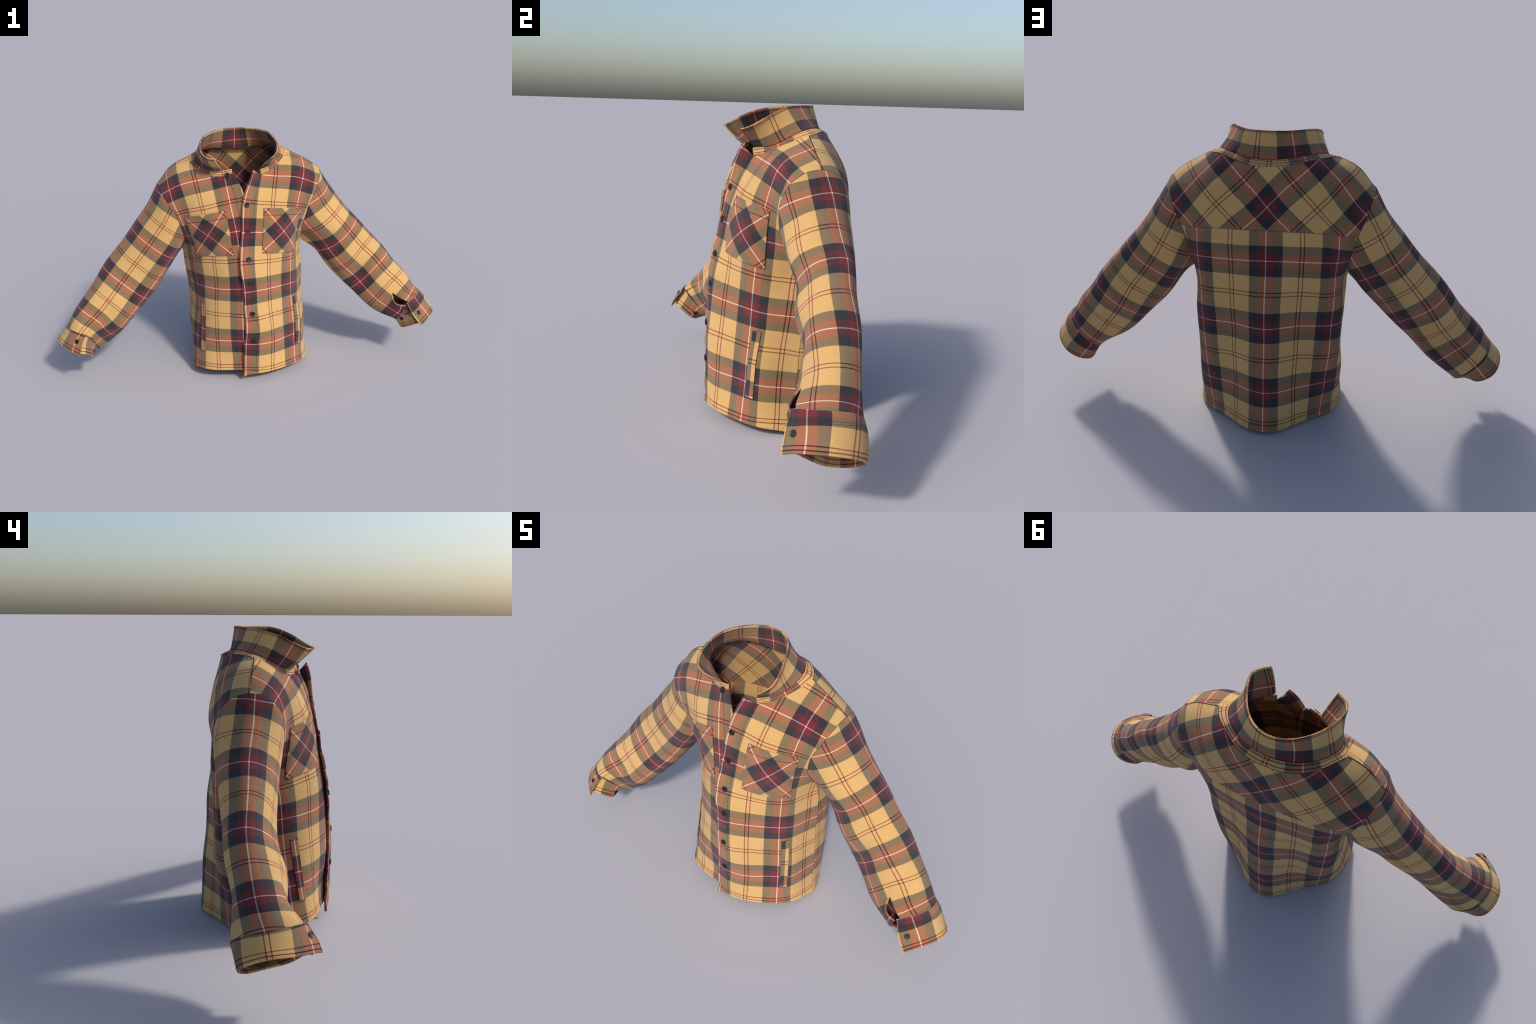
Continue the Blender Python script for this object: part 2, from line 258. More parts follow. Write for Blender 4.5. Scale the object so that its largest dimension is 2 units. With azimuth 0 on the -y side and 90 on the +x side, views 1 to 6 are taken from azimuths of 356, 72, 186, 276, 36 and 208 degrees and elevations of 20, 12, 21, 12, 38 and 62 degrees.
def plaid_material():
    mat = bpy.data.materials.new("plaid_flannel")
    mat.use_nodes = True
    nt = mat.node_tree
    N, Lk = nt.nodes.new, nt.links.new
    bsdf = nt.nodes["Principled BSDF"]
    tc = N("ShaderNodeTexCoord")
    sep = N("ShaderNodeSeparateXYZ")
    # threads wander by a fraction of a millimetre
    wob = N("ShaderNodeTexNoise"); wob.inputs["Scale"].default_value = 90; wob.inputs["Detail"].default_value = 2
    off = N("ShaderNodeVectorMath"); off.operation = "SUBTRACT"; off.inputs[1].default_value = (0.5, 0.5, 0.5)
    sc = N("ShaderNodeVectorMath"); sc.operation = "SCALE"; sc.inputs["Scale"].default_value = 0.006
    add = N("ShaderNodeVectorMath"); add.operation = "ADD"
    Lk(tc.outputs["Generated"], wob.inputs["Vector"])
    Lk(wob.outputs["Color"], off.inputs[0]); Lk(off.outputs[0], sc.inputs[0])
    Lk(tc.outputs["Generated"], add.inputs[0]); Lk(sc.outputs[0], add.inputs[1])
    Lk(add.outputs[0], sep.inputs[0])

    def math_node(op, a, b=None, c=None):
        n = N("ShaderNodeMath"); n.operation = op
        for k, x in enumerate((a, b, c)):
            if x is None:
                continue
            if isinstance(x, (int, float)):
                n.inputs[k].default_value = x
            else:
                Lk(x, n.inputs[k])
        return n.outputs[0]

    def sett(coord):
        """Colour of one set of threads: 0 at the white line, 1 half a repeat away between the claret lines."""
        d = math_node("PINGPONG", coord, 0.5)
        d = math_node("MULTIPLY", d, 2.0)
        r = N("ShaderNodeValToRGB")
        cr = r.color_ramp
        cr.interpolation = "LINEAR"
        stops = [(0.0, WHITE)]
        for edge, col0, col1 in ((0.0085, WHITE, RED), (0.109, RED, NAVY), (0.232, NAVY, YELLOW), (0.4655, YELLOW, CLARET), (0.4805, CLARET, YELLOW)):
            stops += [(2 * edge - 0.0022, col0), (2 * edge + 0.0022, col1)]
        while len(cr.elements) < len(stops):
            cr.elements.new(0.5)
        for e, (p, c) in zip(cr.elements, stops):
            e.position = p
        for e, (p, c) in zip(cr.elements, stops):
            e.color = c
        Lk(d, r.inputs[0])
        return r.outputs["Color"]

    warp, weft = sett(sep.outputs["X"]), sett(sep.outputs["Y"])
    # twill: diagonal ribs show a little more of one thread than of the other
    diag = math_node("SINE", math_node("MULTIPLY", math_node("ADD", sep.outputs["X"], sep.outputs["Y"]), 2 * math.pi * 62))
    cross = math_node("SINE", math_node("MULTIPLY", math_node("SUBTRACT", sep.outputs["X"], sep.outputs["Y"]), 2 * math.pi * 62))
    fac = math_node("MULTIPLY_ADD", math_node("ADD", diag, cross), 0.07, 0.5)
    mix = N("ShaderNodeMix"); mix.data_type = "RGBA"
    Lk(fac, mix.inputs[0]); Lk(warp, mix.inputs[6]); Lk(weft, mix.inputs[7])
    # napped flannel: soft lighter and darker fibres, slight wear blotches
    fib = N("ShaderNodeTexNoise"); fib.inputs["Scale"].default_value = 42; fib.inputs["Detail"].default_value = 5; fib.inputs["Roughness"].default_value = 0.7
    Lk(tc.outputs["Generated"], fib.inputs["Vector"])
    blot = N("ShaderNodeTexNoise"); blot.inputs["Scale"].default_value = 5; blot.inputs["Detail"].default_value = 3
    Lk(tc.outputs["Object"], blot.inputs["Vector"])
    v1 = math_node("MULTIPLY_ADD", fib.outputs["Fac"], 0.16, 0.92)
    v2 = math_node("MULTIPLY_ADD", blot.outputs["Fac"], 0.12, 0.94)
    val = math_node("MULTIPLY", v1, v2)
    tint = N("ShaderNodeVectorMath"); tint.operation = "SCALE"
    Lk(mix.outputs[2], tint.inputs[0]); Lk(val, tint.inputs["Scale"])
    gam = N("ShaderNodeGamma"); gam.inputs["Gamma"].default_value = 2.2  # thread colours are mixed as seen
    Lk(tint.outputs[0], gam.inputs["Color"])
    Lk(gam.outputs[0], bsdf.inputs["Base Color"])
    bsdf.inputs["Roughness"].default_value = 0.95
    bsdf.inputs["Specular IOR Level"].default_value = 0.12
    bsdf.inputs["Sheen Weight"].default_value = 0.15
    bsdf.inputs["Sheen Roughness"].default_value = 0.6
    # fuzz and weave relief
    fz = N("ShaderNodeTexNoise"); fz.inputs["Scale"].default_value = 40; fz.inputs["Detail"].default_value = 6; fz.inputs["Roughness"].default_value = 0.75
    Lk(tc.outputs["Generated"], fz.inputs["Vector"])
    b1 = N("ShaderNodeBump"); b1.inputs["Strength"].default_value = 1.0; b1.inputs["Distance"].default_value = 0.004
    Lk(fz.outputs["Fac"], b1.inputs["Height"])
    b2 = N("ShaderNodeBump"); b2.inputs["Strength"].default_value = 0.12; b2.inputs["Distance"].default_value = 0.0008
    Lk(diag, b2.inputs["Height"]); Lk(b1.outputs[0], b2.inputs["Normal"])
    Lk(b2.outputs[0], bsdf.inputs["Normal"])
    return mat


def plain_material(name, col, rough, spec=0.4, bump=0.0):
    mat = bpy.data.materials.new(name)
    mat.use_nodes = True
    nt = mat.node_tree
    b = nt.nodes["Principled BSDF"]
    tc, no, rp = nt.nodes.new("ShaderNodeTexCoord"), nt.nodes.new("ShaderNodeTexNoise"), nt.nodes.new("ShaderNodeValToRGB")
    no.inputs["Scale"].default_value = 160
    rp.color_ramp.elements[0].color = tuple(c * 0.75 for c in col[:3]) + (1,)
    rp.color_ramp.elements[1].color = tuple(min(1, c * 1.3) for c in col[:3]) + (1,)
    nt.links.new(tc.outputs["Object"], no.inputs["Vector"])
    nt.links.new(no.outputs["Fac"], rp.inputs[0])
    nt.links.new(rp.outputs[0], b.inputs["Base Color"])
    b.inputs["Roughness"].default_value = rough
    b.inputs["Specular IOR Level"].default_value = spec
    return mat


PLAID = plaid_material()
BUTTON = plain_material("button_resin", (0.009, 0.010, 0.012), 0.5, 0.35)
THREAD = plain_material("dark_thread", (0.022, 0.015, 0.012), 0.8, 0.2)


# ---------------------------------------------------------------- cloth mesh
def cloth_mesh(name, verts, flat, quads, normal, drop, thick):
    """Shell of cloth: outer face, inner face and rim; the flat piece is the Basis, the draped one is 'worn'."""
    n = len(verts)
    outer = verts - normal * drop[:, None]
    thick = np.broadcast_to(thick, (n,))
    inner = verts - normal * (thick - np.minimum(drop * 0.6, thick * 0.3))[:, None]
    co = np.vstack([outer, inner])
    layer = np.zeros((n, 1))
    fl = np.vstack([np.hstack([flat, layer]), np.hstack([flat, layer - 0.012])])
    faces = [tuple(q) for q in quads] + [tuple(int(i) + n for i in q[::-1]) for q in quads]
    q = np.array(quads)
    e = np.vstack([q[:, [0, 1]], q[:, [1, 2]], q[:, [2, 3]], q[:, [3, 0]]])
    key = np.sort(e, 1)
    _, inv, cnt = np.unique(key, axis=0, return_inverse=True, return_counts=True)
    for a, b in e[cnt[inv.ravel()] == 1]:
        faces.append((int(b), int(a), int(a) + n, int(b) + n))
    me = bpy.data.meshes.new(name)
    me.from_pydata(fl.tolist(), [], faces)
    me.use_auto_texspace = False
    me.texspace_location = (0.5, 0.5, 0.5)
    me.texspace_size = (0.5, 0.5, 0.5)  # Generated == flat pattern coordinates
    me.polygons.foreach_set("use_smooth", [True] * len(me.polygons))
    me.update()
    return me, co


def wear(ob, co):
    ob.shape_key_add(name="Basis")
    k = ob.shape_key_add(name="worn")
    k.data.foreach_set("co", co.astype(np.float32).ravel())
    k.value = 1.0


def roll(d, r):
    """Depth of the rolled edge at distance d from the border."""
    x = np.clip(r - d, 0, r)
    return r - np.sqrt(r * r - x * x)


class Panel:
    def __init__(self, name, drape, outline, sign, cut, thick=0.0045, cell=0.008, roll_r=0.002, seams=(1, 1, 1, 1), lump=0.0012, seed=1):
        self.name, self.sign, self.thick, self.roll_r, self.cut = name, sign, thick, roll_r, cut
        self.gsign = -sign  # grid rows run up the cloth, t runs down
        self.drape = Drape(drape)
        self.S, self.T = coons(*outline, cell)
        self.P = self.drape.at(self.S, self.T)
        self.lump, self.seed, self.seams = lump, seed, seams
        self.extra = np.zeros(self.S.shape)
        self.more = np.zeros(self.S.shape)  # extra thickness where the cloth is doubled
        self.slit = None

    def edge(self, k):
        return (self.P[0], self.P[:, -1], self.P[-1], self.P[:, 0])[k]

    def plan_weld(self, k, others, reach=0.05, share=0.5):
        """Pull one border half way to the borders it is sewn to."""
        mine = self.edge(k)
        tgt = np.vstack([np.vstack([o.edge(j)[:-1] * (1 - f) + o.edge(j)[1:] * f for f in (0, .25, .5, .75)]) for o, j in others])
        d = np.linalg.norm(mine[:, None] - tgt[None], axis=2)
        q = tgt[d.argmin(1)]
        dist = d.min(1)
        w = np.clip(1.5 - dist / reach * 1.5, 0, 1) * share
        delta = (q - mine) * w[:, None]
        for _ in range(2):
            delta[1:-1] = (delta[:-2] + 2 * delta[1:-1] + delta[2:]) / 4
        return k, delta

    def apply_weld(self, plans, falloff=0.05):
        dist = edge_distance(self.P)
        move = np.zeros_like(self.P)
        for k, delta in plans:
            w = np.exp(-(dist[k] / falloff) ** 2)[..., None]
            move += w * (delta[None] if k in (0, 2) else delta[:, None])
        self.P = self.P + move

    def build(self, parent):
        P = self.P
        Nn = grid_normals(P, self.gsign)
        d4 = edge_distance(P)
        dmin = np.minimum.reduce(d4)
        calm = np.clip(dmin / 0.03, 0, 1)
        P = P + Nn * (fbm(P, 9.0, self.seed) * self.lump * calm + self.extra)[..., None]
        Nn = grid_normals(P, self.gsign)
        drop = np.maximum.reduce([roll(d, self.roll_r) for d in d4])
        A, Bc = self.cut(self.S, self.T)
        nr, nc = self.S.shape
        ids = np.arange(nr * nc).reshape(nr, nc)
        V, F, NN, D = P.reshape(-1, 3), np.stack([A, Bc], -1).reshape(-1, 2), Nn.reshape(-1, 3), drop.ravel()
        lo, hi = ids[:, :-1], ids[:, 1:]
        if self.slit:  # an opening: one column of points is doubled and the two lips are spread
            c, rows, V, F, NN, D, dup = self.slit(self, ids, V, F, NN, D)
            lo = lo.copy()
            lo[rows, c] = dup[rows]
        quads = np.stack([lo[:-1], hi[:-1], hi[1:], lo[1:]], -1).reshape(-1, 4)
        # make faces look outwards
        q = quads[len(quads) // 2]
        fn = np.cross(V[q[1]] - V[q[0]], V[q[3]] - V[q[0]])
        if fn @ NN[q[0]] < 0:
            quads = quads[:, ::-1]
        me, co = cloth_mesh(self.name, V, F, quads, NN, D, self.thick + np.concatenate([self.more.ravel(), np.zeros(len(V) - self.more.size)]))
        ob = put(self.name, me, parent, [PLAID])
        wear(ob, co)
        self.ob = ob
        return ob

    def spot(self, s, t):
        """Point and outward normal on the finished panel near pattern point (s, t)."""
        k = ((self.S - s) ** 2 + (self.T - t) ** 2).argmin()
        r, c = np.unravel_index(k, self.S.shape)
        base = self.drape.at(np.array([s, self.S[r, c]]), np.array([t, self.T[r, c]]))
        return self.P[r, c] + base[0] - base[1], grid_normals(self.P, self.gsign)[r, c]

    def surface(self, s, t):
        """Welded surface at arrays of pattern points (nearest-vertex correction of the drape)."""
        s, t = np.asarray(s, float), np.asarray(t, float)
        p, n = self.drape.frame(s, t, self.sign)
        corr = self.P - self.drape.at(self.S, self.T)
        lift = self.extra
        fs, ft = self.S.ravel(), self.T.ravel()
        k = np.array([((fs - a) ** 2 + (ft - b) ** 2).argmin() for a, b in zip(s.ravel(), t.ravel())])
        c = corr.reshape(-1, 3)[k].reshape(p.shape)
        return p + c + n * lift.ravel()[k].reshape(s.shape)[..., None], n


def straight(s, t):
    return s + 10, t + 10


def bias(s0, t0):
    return lambda s, t: (((t - t0) + (s - s0)) * R2 + 10, ((t - t0) - (s - s0)) * R2 + 10)


# ---------------------------------------------------------------- outlines of the pattern pieces
# front with the buttons (wearer's left, +x)
fl_hem = smooth_curve([(-.035, 3.68), (.02, 3.63), (.15, 3.6), (.5, 3.575), (1, 3.58), (1.45, 3.62), (1.73, 3.65)])
fl_side = [(1.73, 3.65), (1.73, 2.47), (1.69, 1.96), (1.63, 1.5)]
fl_arm = smooth_curve([(1.63, 1.5), (1.55, 1.32), (1.42, 1.12), (1.33, .9), (1.27, .62), (1.26, .4), (1.28, .2), (1.31, .02), (1.345, -.15), (1.38, -.33), (1.405, -.43)])
fl_neck = smooth_curve([(-.02, -.035), (.1, .0), (.23, .01), (.36, -.08), (.5, -.23), (.6, -.37), (.66, -.5), (.705, -.63)])
fl_shoulder = [(.705, -.63), (1, -.56), (1.27, -.49), (1.405, -.43)]
fl_edge = [(-.035, 3.68), (-.03, 2), (-.035, .6), (-.02, -.035)]
# front with the buttonholes' under-wrap (wearer's right, -x)
fr_hem = smooth_curve([(-.3, 3.56), (0, 3.575), (.5, 3.585), (1, 3.6), (1.3, 3.62), (1.54, 3.65)])
fr_side = [(1.54, 3.65), (1.54, 2.47), (1.5, 1.96), (1.44, 1.5)]
fr_arm = smooth_curve([(1.44, 1.5), (1.36, 1.34), (1.22, 1.18), (1.12, 1.0), (1.075, .76), (1.06, .5), (1.08, .3), (1.13, .1), (1.185, -.08), (1.225, -.2), (1.28, -.36)])
fr_neck = smooth_curve([(-.16, .03), (-.05, .045), (.1, .02), (.3, -.1), (.44, -.25), (.52, -.4), (.575, -.56)])
fr_shoulder = [(.575, -.56), (.8, -.52), (1.07, -.44), (1.28, -.36)]
fr_edge = [(-.3, 3.56), (-.3, .9), (-.27, .45), (-.23, .26), (-.16, .03)]
# back
TY = .54
bk_hem = smooth_curve([(-1.6, 3.7), (-1, 3.64), (-.5, 3.63), (0, 3.635), (.5, 3.635), (1, 3.65), (1.6, 3.7)])
bk_right = np.vstack([[(1.6, 3.7), (1.6, 2.53), (1.56, 2.02), (1.5, 1.55)], smooth_curve([(1.5, 1.55), (1.45, 1.4), (1.32, 1.2), (1.255, 1.0), (1.27, .79), (1.32, TY)])[1:]])
bk_left = np.vstack([[(-1.6, 3.7), (-1.6, 2.53), (-1.56, 2.02), (-1.5, 1.55)], smooth_curve([(-1.5, 1.55), (-1.45, 1.4), (-1.3, 1.22), (-1.2, 1.02), (-1.2, .8), (-1.255, TY)])[1:]])
yk_right = smooth_curve([(1.32, TY), (1.36, .4), (1.43, .19), (1.52, 0), (1.58, -.12), (1.64, -.27)])
yk_left = smooth_curve([(-1.255, TY), (-1.33, .4), (-1.43, .23), (-1.5, .06), (-1.57, -.08), (-1.66, -.25)])
neck_back = smooth_curve([(-1.1, -.68), (-.92, -.6), (-.75, -.53), (-.5, -.45), (-.25, -.385), (0, -.355), (.25, -.365), (.5, -.43), (.75, -.53), (.92, -.585), (1.1, -.655)])
yk_top = np.vstack([[(-1.66, -.25), (-1.53, -.39), (-1.33, -.55)], neck_back, [(1.35, -.5), (1.54, -.37), (1.64, -.27)]])
# sleeves: s = 0 along the top of the arm, s > 0 in front
SUL = lambda t: float(np.interp(t, [.5, 1, 1.5, 2, 2.5, 3.4], [1.38, 1.30, 1.27, 1.225, 1.22, 1.24]))
SUR = lambda t: float(np.interp(t, [.5, 1, 1.5, 2, 2.5, 3.4], [1.41, 1.35, 1.30, 1.27, 1.25, 1.26]))
sl_cap = smooth_curve([(-SUL(.68), .68), (-1.2, .58), (-.97, .46), (-.79, .26), (-.66, .13), (-.55, .04), (-.39, -.13), (-.22, -.26), (-.08, -.31), (.05, -.33), (.22, -.33), (.33, -.29), (.45, -.23), (.54, -.15), (.67, -.07), (.8, .04), (1, .25), (1.21, .45), (SUL(.68), .68)])
sl_end = smooth_curve([(-SUL(3.1), 3.1), (-.5, 3.09), (-.04, 3.1), (.23, 3.17), (.43, 3.15), (.62, 3.08), (.75, 3.07), (.9, 3.07), (SUL(3.1), 3.1)])
sr_cap = smooth_curve([(-SUR(.86), .86), (-1.2, .74), (-.98, .55), (-.82, .4), (-.7, .29), (-.58, .2), (-.44, .08), (-.34, 0), (-.2, -.05), (-.06, -.08), (.1, -.09), (.25, -.01), (.37, .05), (.45, .1), (.62, .16), (.78, .28), (.98, .46), (1.2, .66), (SUR(.86), .86)])
sr_end = smooth_curve([(-SUR(3.42), 3.42), (-.8, 3.4), (-.5, 3.43), (-.24, 3.5), (0, 3.54), (.22, 3.5), (.4, 3.43), (.6, 3.4), (.8, 3.4), (1, 3.42), (SUR(3.42), 3.42)])

# ---------------------------------------------------------------- panels
def sleeve_slit(s_cut, t_open, t_end, width, proud, shape):
    """Opening above the cuff: split the column at s_cut and spread the under lip."""
    def do(p, ids, V, F, NN, D):
        p.lip = []
        c = int(np.abs(p.S[2] - s_cut).argmin())
        T = p.T[:, c]
        rows = np.where((T > t_open) & (T <= t_end + 1))[0]
        rows = rows[:-1] if len(rows) and rows[-1] == len(T) - 1 else rows
        V, F, NN, D = V.copy(), F.copy(), NN.copy(), D.copy()
        nr, nc = p.S.shape
        # straight upper lip, bowed lower lip
        base = len(V)
        dup = np.full(nr, -1)
        for r in rows:
            dup[r] = base + (r - rows[0])
        f = np.clip((T[rows] - t_open) / (t_end - t_open), 0, 1)
        lens = shape(f)
        newV, newF, newN, newD = [], [], [], []
        for r, l in zip(rows, lens):
            ds = width * l
            for cc in range(c, nc):
                gap = p.S[r, cc] - p.S[r, c]
                if gap > .45:
                    break
                w = (1 - gap / .45) ** 2
                i = ids[r, cc]
                s2, t2 = p.S[r, cc] + ds * w, p.T[r, cc]
                q = p.drape.at(np.array([s2]), np.array([t2]))[0] - p.drape.at(np.array([p.S[r, cc]]), np.array([t2]))[0]
                pos = V[i] + q + NN[i] * proud * l * w
                A, B = p.cut(np.array([s2]), np.array([t2]))
                if cc == c:
                    p.lip.append((pos, NN[i], t2)); newV.append(pos); newF.append((A[0], B[0])); newN.append(NN[i]); newD.append(p.roll_r * .9)
                    D[i] = p.roll_r * .9
                else:
                    V[i] = pos; F[i] = (A[0], B[0])
                if cc == c + 1:
                    D[i] = max(D[i], p.roll_r * .25)
        V = np.vstack([V, newV]); F = np.vstack([F, newF]); NN = np.vstack([NN, newN]); D = np.concatenate([D, newD])
        return c, rows, V, F, NN, D, dup
    return do


def under_seam(su, t0, t1, side):
    return [(side * su(t), t) for t in np.linspace(t0, t1, 12)]


front_l = Panel("front_panel", "FL", (fl_hem, np.vstack([fl_side, fl_arm[1:]]), np.vstack([fl_neck, fl_shoulder[1:]]), fl_edge), -1, straight, seed=1)
front_r = Panel("front_panel", "FR", (fr_hem, np.vstack([fr_side, fr_arm[1:]]), np.vstack([fr_neck, fr_shoulder[1:]]), fr_edge), 1, straight, seed=2)
back = Panel("back_panel", "B", (bk_hem, bk_right, [(-1.255, TY), (1.32, TY)], bk_left), 1, straight, seed=3)
yoke = Panel("yoke", "B", ([(-1.255, TY), (1.32, TY)], yk_right, yk_top, yk_left), 1,
             lambda s, t: ((t - .2 - s) * R2 + 10, (t - .2 + s) * R2 + 10), seed=4)
sleeve_l = Panel("sleeve", "SL", (sl_end, under_seam(SUL, 3.1, .68, 1), sl_cap, under_seam(SUL, 3.1, .68, -1)), 1, straight, seed=5)
sleeve_r = Panel("sleeve", "SR", (sr_end, under_seam(SUR, 3.42, .86, 1), sr_cap, under_seam(SUR, 3.42, .86, -1)), -1, straight, seed=6)


def rect(s0, s1, t0, t1):
    return ([(s0, t1), (s1, t1)], [(s1, t1), (s1, t0)], [(s0, t0), (s1, t0)], [(s0, t1), (s0, t0)])


cuff_l = Panel("cuff", "CL", rect(-2.12, .25, 0, .565), 1, straight, thick=.008, roll_r=.0035, cell=.007, seed=7, lump=.0008)
cuff_r = Panel("cuff", "CR", rect(-2.5, .13, .2, .57), -1, straight, thick=.008, roll_r=.0035, cell=.007, seed=8, lump=.0008)

# collar: leaf raised, points forward
co_bottom = smooth_curve([(-1.36, -.1), (-1.1, -.05), (-.5, -.03), (.3, -.025), (1, -.02), (1.5, -.045), (1.92, -.11)])
co_top = smooth_curve([(-1.4, -.48), (-.9, -.485), (-.4, -.475), (.3, -.485), (1, -.485), (1.5, -.48), (1.97, -.48)])
collar = Panel("collar", "CO", (co_bottom, [tuple(co_bottom[-1]), tuple(co_top[-1])], co_top, [tuple(co_bottom[0]), tuple(co_top[0])]), 1, straight, thick=.0042, roll_r=.0022, cell=.007, seed=9, lump=.0008)

# sew: every seam pulls both borders together
BOTTOM, RIGHT, TOP, LEFT = 0, 1, 2, 3
weld = {
    front_l: [front_l.plan_weld(RIGHT, [(back, RIGHT), (sleeve_l, TOP)]), front_l.plan_weld(TOP, [(yoke, TOP)], .03)],
    front_r: [front_r.plan_weld(RIGHT, [(back, LEFT), (sleeve_r, TOP)]), front_r.plan_weld(TOP, [(yoke, TOP)], .03)],
    back: [back.plan_weld(RIGHT, [(front_l, RIGHT), (sleeve_l, TOP)]), back.plan_weld(LEFT, [(front_r, RIGHT), (sleeve_r, TOP)])],
    yoke: [yoke.plan_weld(RIGHT, [(sleeve_l, TOP)]), yoke.plan_weld(LEFT, [(sleeve_r, TOP)]), yoke.plan_weld(TOP, [(front_l, TOP), (front_r, TOP)], .03)],
    sleeve_l: [sleeve_l.plan_weld(TOP, [(front_l, RIGHT), (back, RIGHT), (yoke, RIGHT)]), sleeve_l.plan_weld(LEFT, [(sleeve_l, RIGHT)]), sleeve_l.plan_weld(RIGHT, [(sleeve_l, LEFT)]), sleeve_l.plan_weld(BOTTOM, [(cuff_l, TOP)], .1)],
    sleeve_r: [sleeve_r.plan_weld(TOP, [(front_r, RIGHT), (back, LEFT), (yoke, LEFT)]), sleeve_r.plan_weld(LEFT, [(sleeve_r, RIGHT)]), sleeve_r.plan_weld(RIGHT, [(sleeve_r, LEFT)]), sleeve_r.plan_weld(BOTTOM, [(cuff_r, TOP)], .1)],
    cuff_l: [cuff_l.plan_weld(TOP, [(sleeve_l, BOTTOM)], .1)],
    cuff_r: [cuff_r.plan_weld(TOP, [(sleeve_r, BOTTOM)], .1)],
}
for p, plans in weld.items():
    p.apply_weld(plans)

# doubled cloth of the button band stands a little proud, with a crease along its stitching
sm = lambda x: np.clip(x, 0, 1) ** 2 * (3 - 2 * np.clip(x, 0, 1))
front_l.extra += .0022 * sm((.205 - front_l.S) / .02) + .0022 * np.sin(front_l.T * 19 + 1) * sm((.21 - front_l.S) / .1) * sm((front_l.T - .4) / .4)
front_l.more += .005 * sm((.2 - front_l.S) / .02)
front_r.more += .003 * sm((-.08 - front_r.S) / .02)
front_r.extra += .0015 * sm((-.08 - front_r.S) / .02)
for f in (front_l, front_r, back):
    hem_t = f.T[0][None, :]
    f.extra += .0012 * sm((f.T - hem_t + .095) / .02)
    f.more += .0025 * sm((f.T - hem_t + .095) / .02)
cuff_l.extra += .0022
cuff_r.extra += .0022
# the free end of a cuff lies over the other end
cuff_l.extra += .004 * sm((cuff_l.S + .15) / .3)
cuff_r.extra += .004 * sm((cuff_r.S + .25) / .3)


def tuck(under, over, pick_u, pick_o, gap):
    """Press the under-wrap of an overlap back until it lies below the piece that covers it."""
    no = grid_normals(over.P, over.gsign)
    nu = grid_normals(under.P, under.gsign)
    mo = pick_o(over)
    Po = (over.P + no * over.extra[..., None])[mo]
    No = no[mo]
    idx = np.argwhere(pick_u(under))
    push = np.zeros(under.S.shape)
    vec = np.zeros_like(under.P)
    for r, c in idx:
        d = under.P[r, c] + nu[r, c] * under.extra[r, c] - Po
        k = (d ** 2).sum(1).argmin()
        h = d[k] @ No[k]
        lateral = np.linalg.norm(d[k] - h * No[k])
        if h > -gap and lateral < .012:
            push[r, c] = h + gap
            vec[r, c] = -No[k] * push[r, c]
    for _ in range(14):  # spread the push so the cloth stays smooth
        q = np.pad(vec, ((1, 1), (1, 1), (0, 0)), mode="edge")
        avg = (q[:-2, 1:-1] + q[2:, 1:-1] + q[1:-1, :-2] + q[1:-1, 2:]) / 4
        keep = np.linalg.norm(avg, axis=-1) > np.linalg.norm(vec, axis=-1)
        vec = np.where(keep[..., None], avg, vec)
    under.P = under.P + vec


tuck(front_r, front_l, lambda p: p.S < .12, lambda p: p.S < .45, .0085)
tuck(cuff_l, cuff_l, lambda p: p.S < -1.5, lambda p: p.S > -.75, .0115)
tuck(cuff_r, cuff_r, lambda p: p.S < -1.7, lambda p: p.S > -.75, .0115)
tuck(cuff_l, cuff_l, lambda p: p.S < -1.5, lambda p: p.S > -.75, .0115)
tuck(cuff_r, cuff_r, lambda p: p.S < -1.7, lambda p: p.S > -.75, .0115)

sleeve_l.slit = sleeve_slit(.715, 2.70, 3.10, .15, .007, lambda f: np.sin(np.pi * f * .93) ** .7)
sleeve_r.slit = sleeve_slit(.62, 3.02, 3.44, -.15, -.011, lambda f: f ** .6)

for p in (front_l, front_r, back, yoke, sleeve_l, sleeve_r, cuff_l, cuff_r, collar):
    p.build(root)


# ---------------------------------------------------------------- pieces sewn on top of panels
class Sheet(Panel):
    """Cloth given directly by a grid of points and its place on the bolt."""

    def __init__(self, name, P, A, B, sign, thick, roll_r=.0018, lump=.0006, seed=11):
        self.name, self.P, self.sign, self.gsign, self.thick, self.roll_r = name, P, -sign, sign, thick, roll_r
        self.S, self.T, self.cut = A, B, (lambda s, t: (s, t))
        self.lump, self.seed, self.slit = lump, seed, None
        self.extra = np.zeros(A.shape)
        self.more = np.zeros(A.shape)


def patch(name, base, corners, cut, lift, thick, parent, cell=.007, puff=0.0, seed=12):
    """Four-cornered piece (top-left, top-right, bottom-right, bottom-left) lying on a panel."""
    tl, tr, br, bl = [np.array(c, float) for c in corners]
    w = np.linalg.norm(tr - tl) * REPEAT
    h = np.linalg.norm(bl - tl) * REPEAT
    u, v = spaced(w, cell), spaced(h, cell)
    U, V = u[None, :, None], v[:, None, None]
    g = (1 - V) * ((1 - U) * bl + U * br) + V * ((1 - U) * tl + U * tr)
    P, N = base.surface(g[..., 0], g[..., 1])
    bulge = puff * (4 * U * (1 - U) * 4 * V * (1 - V))[..., 0] ** .6
    P = P + N * (lift + bulge)[..., None]
    A, B = cut(g[..., 0], g[..., 1], U[..., 0] + 0 * V[..., 0], V[..., 0] + 0 * U[..., 0])
    sh = Sheet(name, P, A, B, base.sign, thick, seed=seed)
    sh.grid = g
    # base.sign refers to (s, t) axes; here rows run from bottom to top
    n = grid_normals(P, 1)
    if (n[len(n) // 2, 2] @ N[len(n) // 2, 2]) < 0:
        sh.gsign = -1
    else:
        sh.gsign = 1
    sh.build(parent)
    return sh


